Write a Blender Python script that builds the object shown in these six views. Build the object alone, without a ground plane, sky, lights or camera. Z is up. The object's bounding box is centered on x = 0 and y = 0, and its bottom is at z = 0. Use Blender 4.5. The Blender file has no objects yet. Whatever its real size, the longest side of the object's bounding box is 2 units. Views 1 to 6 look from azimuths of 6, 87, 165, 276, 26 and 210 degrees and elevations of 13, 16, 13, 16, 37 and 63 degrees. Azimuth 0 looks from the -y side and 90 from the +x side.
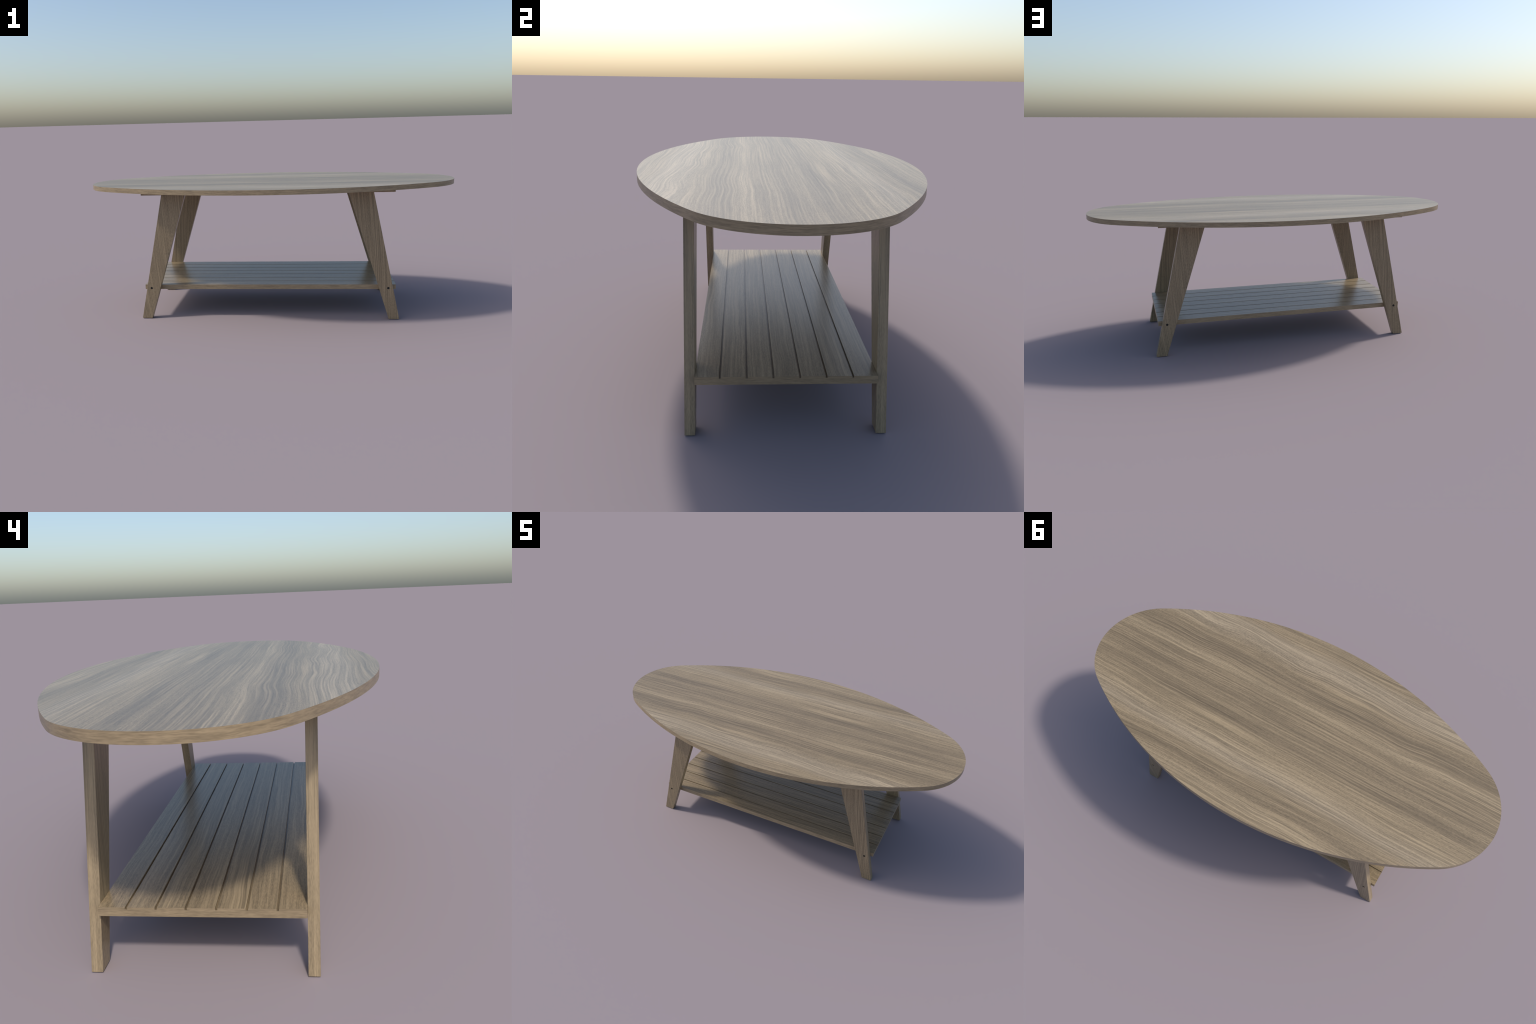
"""Oval coffee table: four-arc oval top on two underside battens, four tapered
splayed plank legs and a low shelf made of seven planks on a board.
All sizes in metres; the table is symmetric about x = 0 and y = 0."""
import bpy, bmesh, math
from mathutils import Vector

# ------------------------------------------------------------------ sizes
TOP_HALF_LENGTH, TOP_HALF_WIDTH, END_RADIUS = 1.0, 0.4961, 0.2958
TOP_UPPER, TOP_LOWER = 0.7128, 0.6876
BATTEN_LOWER, BATTEN_HALF_LENGTH = 0.672, 0.655
LEG_OUT, LEG_IN = 0.2993, 0.2684            # |y| of the two broad faces
LEG_FOOT = (0.6360, 0.6905)                 # |x| of inner / outer edge on the floor
LEG_HEAD = (0.4235, 0.5482)                 # |x| of inner / outer edge under the batten
SHELF_UPPER, SHELF_LOWER = 0.1804, 0.1552
SHELF_HALF_LENGTH, SHELF_HALF_WIDTH = 0.6725, 0.2682
GROOVE_WIDTH, GROOVE_DEPTH, PLANKS = 0.0060, 0.0054, 7
PLANK_PITCH = 0.0778
HOLE_X, HOLE_Z, HOLE_RADIUS = 0.6303, 0.1688, 0.0065


# ------------------------------------------------------------------ node helpers
class Nodes:
    def __init__(self, name):
        self.mat = bpy.data.materials.new(name)
        self.mat.use_nodes = True
        self.t = self.mat.node_tree
        self.t.nodes.clear()
        self.out = self.t.nodes.new("ShaderNodeOutputMaterial")
        self.bsdf = self.t.nodes.new("ShaderNodeBsdfPrincipled")
        self.t.links.new(self.bsdf.outputs[0], self.out.inputs[0])

    def put(self, sock, v):
        if isinstance(v, bpy.types.NodeSocket):
            self.t.links.new(v, sock)
        else:
            sock.default_value = v

    def math(self, op, a, b=0.0, c=None):
        n = self.t.nodes.new("ShaderNodeMath")
        n.operation = op
        self.put(n.inputs[0], a)
        self.put(n.inputs[1], b)
        if c is not None:
            self.put(n.inputs[2], c)
        return n.outputs[0]

    def add(self, a, b): return self.math("ADD", a, b)
    def mul(self, a, b): return self.math("MULTIPLY", a, b)

    def xyz(self):
        c = self.t.nodes.new("ShaderNodeTexCoord")
        s = self.t.nodes.new("ShaderNodeSeparateXYZ")
        self.t.links.new(c.outputs["Object"], s.inputs[0])
        return s.outputs[0], s.outputs[1], s.outputs[2]

    def vec(self, x, y, z=0.0):
        n = self.t.nodes.new("ShaderNodeCombineXYZ")
        for i, v in enumerate((x, y, z)):
            self.put(n.inputs[i], v)
        return n.outputs[0]

    def noise(self, v, scale=1.0, detail=2.0, rough=0.5, distort=0.0):
        """smooth noise, recentred on zero (about -0.5 .. 0.5)"""
        n = self.t.nodes.new("ShaderNodeTexNoise")
        n.inputs["Scale"].default_value = scale
        n.inputs["Detail"].default_value = detail
        n.inputs["Roughness"].default_value = rough
        n.inputs["Distortion"].default_value = distort
        self.t.links.new(v, n.inputs["Vector"])
        return self.add(n.outputs[0], -0.5)

    def ramp(self, fac, stops, ease="LINEAR"):
        n = self.t.nodes.new("ShaderNodeValToRGB")
        n.color_ramp.interpolation = ease
        e = n.color_ramp.elements
        while len(e) < len(stops):
            e.new(0.5)
        for el, (p, c) in zip(e, stops):
            el.position = p
            el.color = (*c, 1.0) if not isinstance(c, float) else (c, c, c, 1.0)
        self.put(n.inputs[0], fac)
        return n.outputs[0]

    def mix(self, fac, a, b, kind="MIX"):
        n = self.t.nodes.new("ShaderNodeMix")
        n.data_type, n.blend_type = "RGBA", kind
        self.put(n.inputs[0], fac)
        for s, v in ((n.inputs[6], a), (n.inputs[7], b)):
            self.put(s, v if isinstance(v, bpy.types.NodeSocket) else (*v, 1.0))
        return n.outputs[2]

    def scaled(self, colour, factor):
        n = self.t.nodes.new("ShaderNodeVectorMath")
        n.operation = "SCALE"
        self.put(n.inputs[0], colour)
        self.put(n.inputs[3], factor)
        return n.outputs[0]


# ------------------------------------------------------------------ wood
PALE = (0.345, 0.274, 0.184)      # washed, slightly grey early wood
CREAM = (0.340, 0.261, 0.160)
MIDDLE = (0.257, 0.1935, 0.1155)
OCHRE = (0.274, 0.207, 0.123)     # yellower streaks
DARK = (0.178, 0.133, 0.080)
GLOSS = 0.34


def finish(n, colour, tone, roughness=GLOSS):
    """tone: signed grain value, 0 = plain"""
    bright = n.math("MAXIMUM", n.add(n.mul(tone, 1.0), 1.0), 0.45)
    n.put(n.bsdf.inputs["Base Color"], n.scaled(colour, bright))
    n.put(n.bsdf.inputs["Roughness"], roughness)
    n.bsdf.inputs["Specular IOR Level"].default_value = 0.5
    b = n.t.nodes.new("ShaderNodeBump")
    b.inputs["Strength"].default_value = 0.05
    b.inputs["Distance"].default_value = 0.001
    n.put(b.inputs["Height"], tone)
    n.put(n.bsdf.inputs["Normal"], b.outputs[0])
    return n.mat


def crisp(n, value, gain):
    """push smooth noise towards two tones, keeping it in -1 .. 1"""
    return n.math("TANH", n.mul(value, gain))


def grain(n, along, across, third=0.0, seed=0.0, wobble=0.003, weights=(0.09, 0.20, 0.15, 0.19)):
    """layered streaks running along one coordinate; returns a signed tone.
    weights: broad rings, ring lines, hair lines, short dashes"""
    third = n.add(third, seed) if isinstance(third, bpy.types.NodeSocket) else third + seed
    wave = n.noise(n.vec(n.mul(along, 16.0), n.mul(across, 30.0), third), 1.0, 2.0)
    across = n.add(across, n.mul(wave, wobble))
    rings = n.noise(n.vec(n.mul(along, 1.3), n.mul(across, 75.0), third), 1.0, 1.0, 0.5)
    lines = n.noise(n.vec(n.mul(along, 2.2), n.mul(across, 165.0), third), 1.0, 1.0, 0.5)
    hair = n.noise(n.vec(n.mul(along, 16.0), n.mul(across, 380.0), third), 1.0, 1.0, 0.5)
    dash = n.noise(n.vec(n.mul(along, 85.0), n.mul(across, 430.0), third), 1.0, 1.0, 0.5)
    where = n.noise(n.vec(n.mul(along, 1.6), n.mul(across, 14.0), third), 1.0, 1.0)
    strength = n.add(n.mul(where, 1.8), 1.0)
    tone = n.add(n.mul(crisp(n, rings, 5.0), weights[0]), n.mul(n.add(crisp(n, n.add(lines, -0.05), 7.0), 0.22), weights[1]))
    small = n.add(n.mul(crisp(n, hair, 5.0), weights[2]),
                  n.mul(n.mul(crisp(n, dash, 5.0), weights[3]), n.add(n.mul(where, -2.5), 1.0)))
    return n.add(n.mul(tone, strength), small)


def tabletop_wood():
    n = Nodes("oak_top")
    x, y, z = n.xyz()
    # the grain wanders more on one half of the board than on the other
    wander = n.ramp(n.add(y, 0.5), [(0.24, 0.064), (0.42, 0.034), (0.55, 0.018), (1.0, 0.044)])
    drift = n.noise(n.vec(n.mul(x, 2.3), n.mul(y, 3.4), 2.3), 1.0, 1.3)
    w = n.add(y, n.mul(drift, wander))
    # broad figure of the board: tone bands across its width
    lo, hi = -0.5, 0.5
    bands = [(-0.50, OCHRE), (-0.425, MIDDLE), (-0.385, PALE), (-0.325, PALE), (-0.26, MIDDLE),
             (-0.21, DARK), (-0.165, DARK), (-0.145, MIDDLE), (-0.122, CREAM), (-0.085, MIDDLE), (-0.066, DARK),
             (-0.055, MIDDLE), (0.00, DARK), (0.05, MIDDLE), (0.085, DARK), (0.112, DARK), (0.122, OCHRE),
             (0.17, OCHRE), (0.21, CREAM), (0.275, PALE), (0.32, MIDDLE), (0.37, DARK), (0.40, MIDDLE),
             (0.43, CREAM), (0.50, MIDDLE)]
    colour = n.ramp(n.math("DIVIDE", n.add(w, -lo), hi - lo), [((p - lo) / (hi - lo), c) for p, c in bands])
    patch = n.noise(n.vec(n.mul(x, 1.6), n.mul(w, 14.0), 3.0), 1.0, 2.0)
    colour = n.mix(0.42, colour, MIDDLE)
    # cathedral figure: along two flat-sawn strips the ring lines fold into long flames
    g = w
    for centre, spread, start, slope in ((-0.36, 0.060, -0.30, 0.040), (0.36, 0.060, 0.20, -0.035)):
        t = n.mul(n.add(y, -centre), 1.0 / spread)
        bell = n.math("EXPONENT", n.mul(n.mul(t, t), -1.0))
        g = n.add(g, n.mul(n.mul(n.add(x, -start), slope), bell))
    tone = n.add(grain(n, x, g, n.mul(z, 3.0), 1.7, 0.0035, (0.08, 0.25, 0.13, 0.16)), n.mul(patch, 0.05))
    return finish(n, colour, tone)


def edge_wood(name, seed):
    """vertical edges: streaks follow the edge, whatever way it runs"""
    n = Nodes(name)
    x, y, z = n.xyz()
    warp = n.noise(n.vec(n.mul(x, 5.0), n.mul(y, 5.0), n.add(n.mul(z, 20.0), seed)), 1.0, 2.0)
    h = n.add(z, n.mul(warp, 0.020))
    rings = n.noise(n.vec(n.mul(x, 10.0), n.mul(y, 10.0), n.add(n.mul(h, 140.0), seed)), 1.0, 1.5, 0.5)
    lines = n.noise(n.vec(n.mul(x, 20.0), n.mul(y, 20.0), n.add(n.mul(h, 280.0), seed)), 1.0, 1.5, 0.5)
    dash = n.noise(n.vec(n.mul(x, 65.0), n.mul(y, 65.0), n.add(n.mul(h, 430.0), seed)), 1.0, 1.0, 0.5)
    tone = n.add(n.mul(crisp(n, rings, 5.0), 0.11), n.mul(crisp(n, lines, 6.0), 0.15))
    tone = n.add(tone, n.mul(crisp(n, dash, 6.0), 0.11))
    return finish(n, n.mix(0.25, MIDDLE, CREAM), tone)


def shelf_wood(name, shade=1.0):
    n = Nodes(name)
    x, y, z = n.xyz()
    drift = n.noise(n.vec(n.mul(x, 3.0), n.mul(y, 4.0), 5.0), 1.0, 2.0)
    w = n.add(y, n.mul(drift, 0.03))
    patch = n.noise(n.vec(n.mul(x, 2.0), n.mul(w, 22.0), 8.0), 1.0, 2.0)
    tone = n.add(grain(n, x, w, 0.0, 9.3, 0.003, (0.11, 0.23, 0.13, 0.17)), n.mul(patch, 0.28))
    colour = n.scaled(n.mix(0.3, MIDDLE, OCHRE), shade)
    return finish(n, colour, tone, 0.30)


def leg_wood(name, lean, bend, seed):
    """grain climbs the broad faces, leaning a little off the leg's own slope"""
    n = Nodes(name)
    x, y, z = n.xyz()
    off = n.add(n.mul(z, lean), n.mul(n.mul(z, z), bend))
    u = n.add(x, off)
    return finish(n, n.mix(0.04, MIDDLE, DARK), grain(n, z, u, 0.0, seed, 0.003, (0.08, 0.24, 0.12, 0.17)))


def leg_edge_wood():
    n = Nodes("oak_leg_edge")
    x, y, z = n.xyz()
    return finish(n, n.mix(0.2, MIDDLE, CREAM), grain(n, z, y, 0.0, 4.4, 0.005, (0.12, 0.20, 0.10, 0.11)))


def plain(name, colour, roughness):
    n = Nodes(name)
    x, y, z = n.xyz()
    v = n.noise(n.vec(x, y, z), 300.0, 2.0)
    n.put(n.bsdf.inputs["Base Color"], n.scaled(n.ramp(0.5, [(0.0, colour), (1.0, colour)]), n.add(n.mul(v, 0.4), 1.0)))
    n.bsdf.inputs["Roughness"].default_value = roughness
    return n.mat


# ------------------------------------------------------------------ mesh helpers
def new_object(name, mesh, parent=None):
    ob = bpy.data.objects.new(name, mesh)
    bpy.context.scene.collection.objects.link(ob)
    ob.parent = parent
    return ob


def prism(outline, lower, upper, axis, bevel, rim_slot=1):
    """extrude a closed 2D outline between two planes; flat faces get slot 0, the rim slot 1"""
    place = {"z": lambda a, b, h: (a, b, h), "y": lambda a, b, h: (a, h, b)}[axis]
    bm = bmesh.new()
    low = [bm.verts.new(place(a, b, lower)) for a, b in outline]
    top = [bm.verts.new(place(a, b, upper)) for a, b in outline]
    caps = [bm.faces.new(low), bm.faces.new(top)]
    count = len(outline)
    for i in range(count):
        j = (i + 1) % count
        bm.faces.new((low[i], low[j], top[j], top[i])).material_index = rim_slot
    bmesh.ops.recalc_face_normals(bm, faces=bm.faces)
    if bevel:
        sharp = [e for e in bm.edges if e.calc_face_angle(0.0) > math.radians(30)]
        bmesh.ops.bevel(bm, geom=sharp, offset=bevel, segments=1, profile=0.5, affect="EDGES", material=-1)
    return bm


def to_mesh(bm, name, materials, smooth_angle=20):
    me = bpy.data.meshes.new(name)
    bm.to_mesh(me)
    bm.free()
    for m in materials:
        me.materials.append(m)
    for p in me.polygons:
        p.use_smooth = True
    me.set_sharp_from_angle(angle=math.radians(smooth_angle))
    return me


def oval_outline(a, b, r, step=math.radians(1.0)):
    """four tangent arcs: small radius r at the ends, large radius R along the sides"""
    R = ((a - r) ** 2 + b * b - r * r) / (2 * (b - r))
    join = math.atan2(R - b, a - r)               # direction of the tangent points
    quarter = []
    n_end = max(8, round(join / math.radians(2.5)))
    for i in range(n_end + 1):
        t = join * i / n_end
        quarter.append((a - r + r * math.cos(t), r * math.sin(t)))
    n_side = 28
    for i in range(1, n_side + 1):
        t = join + (math.pi / 2 - join) * i / n_side
        quarter.append((R * math.cos(t), b - R + R * math.sin(t)))
    left = [(-p, q) for p, q in reversed(quarter[:-1])]
    upper = quarter + left
    return upper + [(p, -q) for p, q in reversed(upper[1:-1])]


def box_outline(x0, x1, y0, y1):
    return [(x0, y0), (x1, y0), (x1, y1), (x0, y1)]


# ------------------------------------------------------------------ build
def build():
    table = bpy.data.objects.new("coffee_table", None)
    bpy.context.scene.collection.objects.link(table)
    table["label"] = "oval weathered oak coffee table with splayed legs and shelf"
    table["category"] = "coffee table"

    top_mat, rim_mat = tabletop_wood(), edge_wood("oak_rim", 0.0)
    shelf_mat, shelf_edge = shelf_wood("oak_shelf"), edge_wood("oak_shelf_edge", 6.0)
    leg_edge = leg_edge_wood()
    dark = plain("dark_steel", (0.006, 0.006, 0.006), 0.5)

    # tabletop
    bm = prism(oval_outline(TOP_HALF_LENGTH, TOP_HALF_WIDTH, END_RADIUS), TOP_LOWER, TOP_UPPER, "z", 0.0)
    new_object("tabletop", to_mesh(bm, "tabletop", [top_mat, rim_mat]), table)

    # battens under the top, above each pair of legs
    for s in (-1, 1):
        y0, y1 = sorted((s * 0.225, s * 0.305))
        bm = prism(box_outline(-BATTEN_HALF_LENGTH, BATTEN_HALF_LENGTH, y0, y1), BATTEN_LOWER, TOP_LOWER - 0.0002, "z", 0.001)
        new_object("batten", to_mesh(bm, "batten", [shelf_mat, shelf_edge]), table)

    # legs: one plank for each diagonal pair, the second of a pair turned half round
    for side, lean, bend, seed in ((-1, 0.135, -0.08, 2.0), (1, 0.03, 0.06, 12.0)):
        wood = leg_wood("oak_leg", lean, bend, seed)
        outline = [(side * LEG_FOOT[0], 0.0), (side * LEG_FOOT[1], 0.0),
                   (side * LEG_HEAD[1], BATTEN_LOWER), (side * LEG_HEAD[0], BATTEN_LOWER)]
        bm = prism(outline, -LEG_OUT, -LEG_IN, "y", 0.0005)
        mesh = to_mesh(bm, "leg", [wood, leg_edge])
        leg = new_object("leg", mesh, table)
        # bolt hole, drilled from outside into the plank
        bm = bmesh.new()
        bmesh.ops.create_cone(bm, cap_ends=True, segments=32, radius1=HOLE_RADIUS, radius2=HOLE_RADIUS, depth=0.030)
        for v in bm.verts:
            v.co = Vector((v.co.x + side * HOLE_X, -LEG_OUT + v.co.z, v.co.y + HOLE_Z))
        bmesh.ops.recalc_face_normals(bm, faces=bm.faces)
        cutter = new_object("cutter", to_mesh(bm, "cutter", [wood, leg_edge]))
        cut = leg.modifiers.new("hole", "BOOLEAN")
        cut.operation, cut.object, cut.solver = "DIFFERENCE", cutter, "FAST"
        bpy.context.view_layer.update()
        drilled = bpy.data.meshes.new_from_object(leg.evaluated_get(bpy.context.evaluated_depsgraph_get()))
        leg.modifiers.clear()
        drilled.name = "leg"
        leg.data = drilled
        drilled.set_sharp_from_angle(angle=math.radians(20))
        bpy.data.objects.remove(cutter)
        # recessed bolt head at the bottom of the hole
        bm = bmesh.new()
        bmesh.ops.create_cone(bm, cap_ends=True, segments=32, radius1=HOLE_RADIUS * 0.97, radius2=HOLE_RADIUS * 0.97, depth=0.011)
        for v in bm.verts:
            v.co = Vector((v.co.x + side * HOLE_X, -LEG_OUT + 0.009 + v.co.z, v.co.y + HOLE_Z))
        bmesh.ops.recalc_face_normals(bm, faces=bm.faces)
        bolt = new_object("bolt", to_mesh(bm, "bolt", [dark]), leg)
        twin = leg.copy()
        bpy.context.scene.collection.objects.link(twin)
        twin.rotation_euler = (0, 0, math.pi)
        twin_bolt = bolt.copy()
        bpy.context.scene.collection.objects.link(twin_bolt)
        twin_bolt.parent = twin

    # shelf: a board carrying seven planks with narrow open grooves between them
    seat = SHELF_UPPER - GROOVE_DEPTH
    bm = prism(box_outline(-SHELF_HALF_LENGTH, SHELF_HALF_LENGTH, -SHELF_HALF_WIDTH, SHELF_HALF_WIDTH), SHELF_LOWER, seat, "z", 0.0)
    shelf = new_object("shelf", to_mesh(bm, "shelf", [shelf_wood("oak_groove", 0.7), shelf_edge]), table)  # groove floor colour darkened to deepen the shadow between planks
    for k in range(PLANKS):
        mid = (k - (PLANKS - 1) / 2) * PLANK_PITCH
        y0 = -SHELF_HALF_WIDTH if k == 0 else mid - PLANK_PITCH / 2 + GROOVE_WIDTH / 2
        y1 = SHELF_HALF_WIDTH if k == PLANKS - 1 else mid + PLANK_PITCH / 2 - GROOVE_WIDTH / 2
        bm = prism(box_outline(-SHELF_HALF_LENGTH, SHELF_HALF_LENGTH, y0, y1), seat, SHELF_UPPER, "z", 0.0)
        new_object("plank", to_mesh(bm, "plank", [shelf_mat, shelf_edge]), shelf)


build()
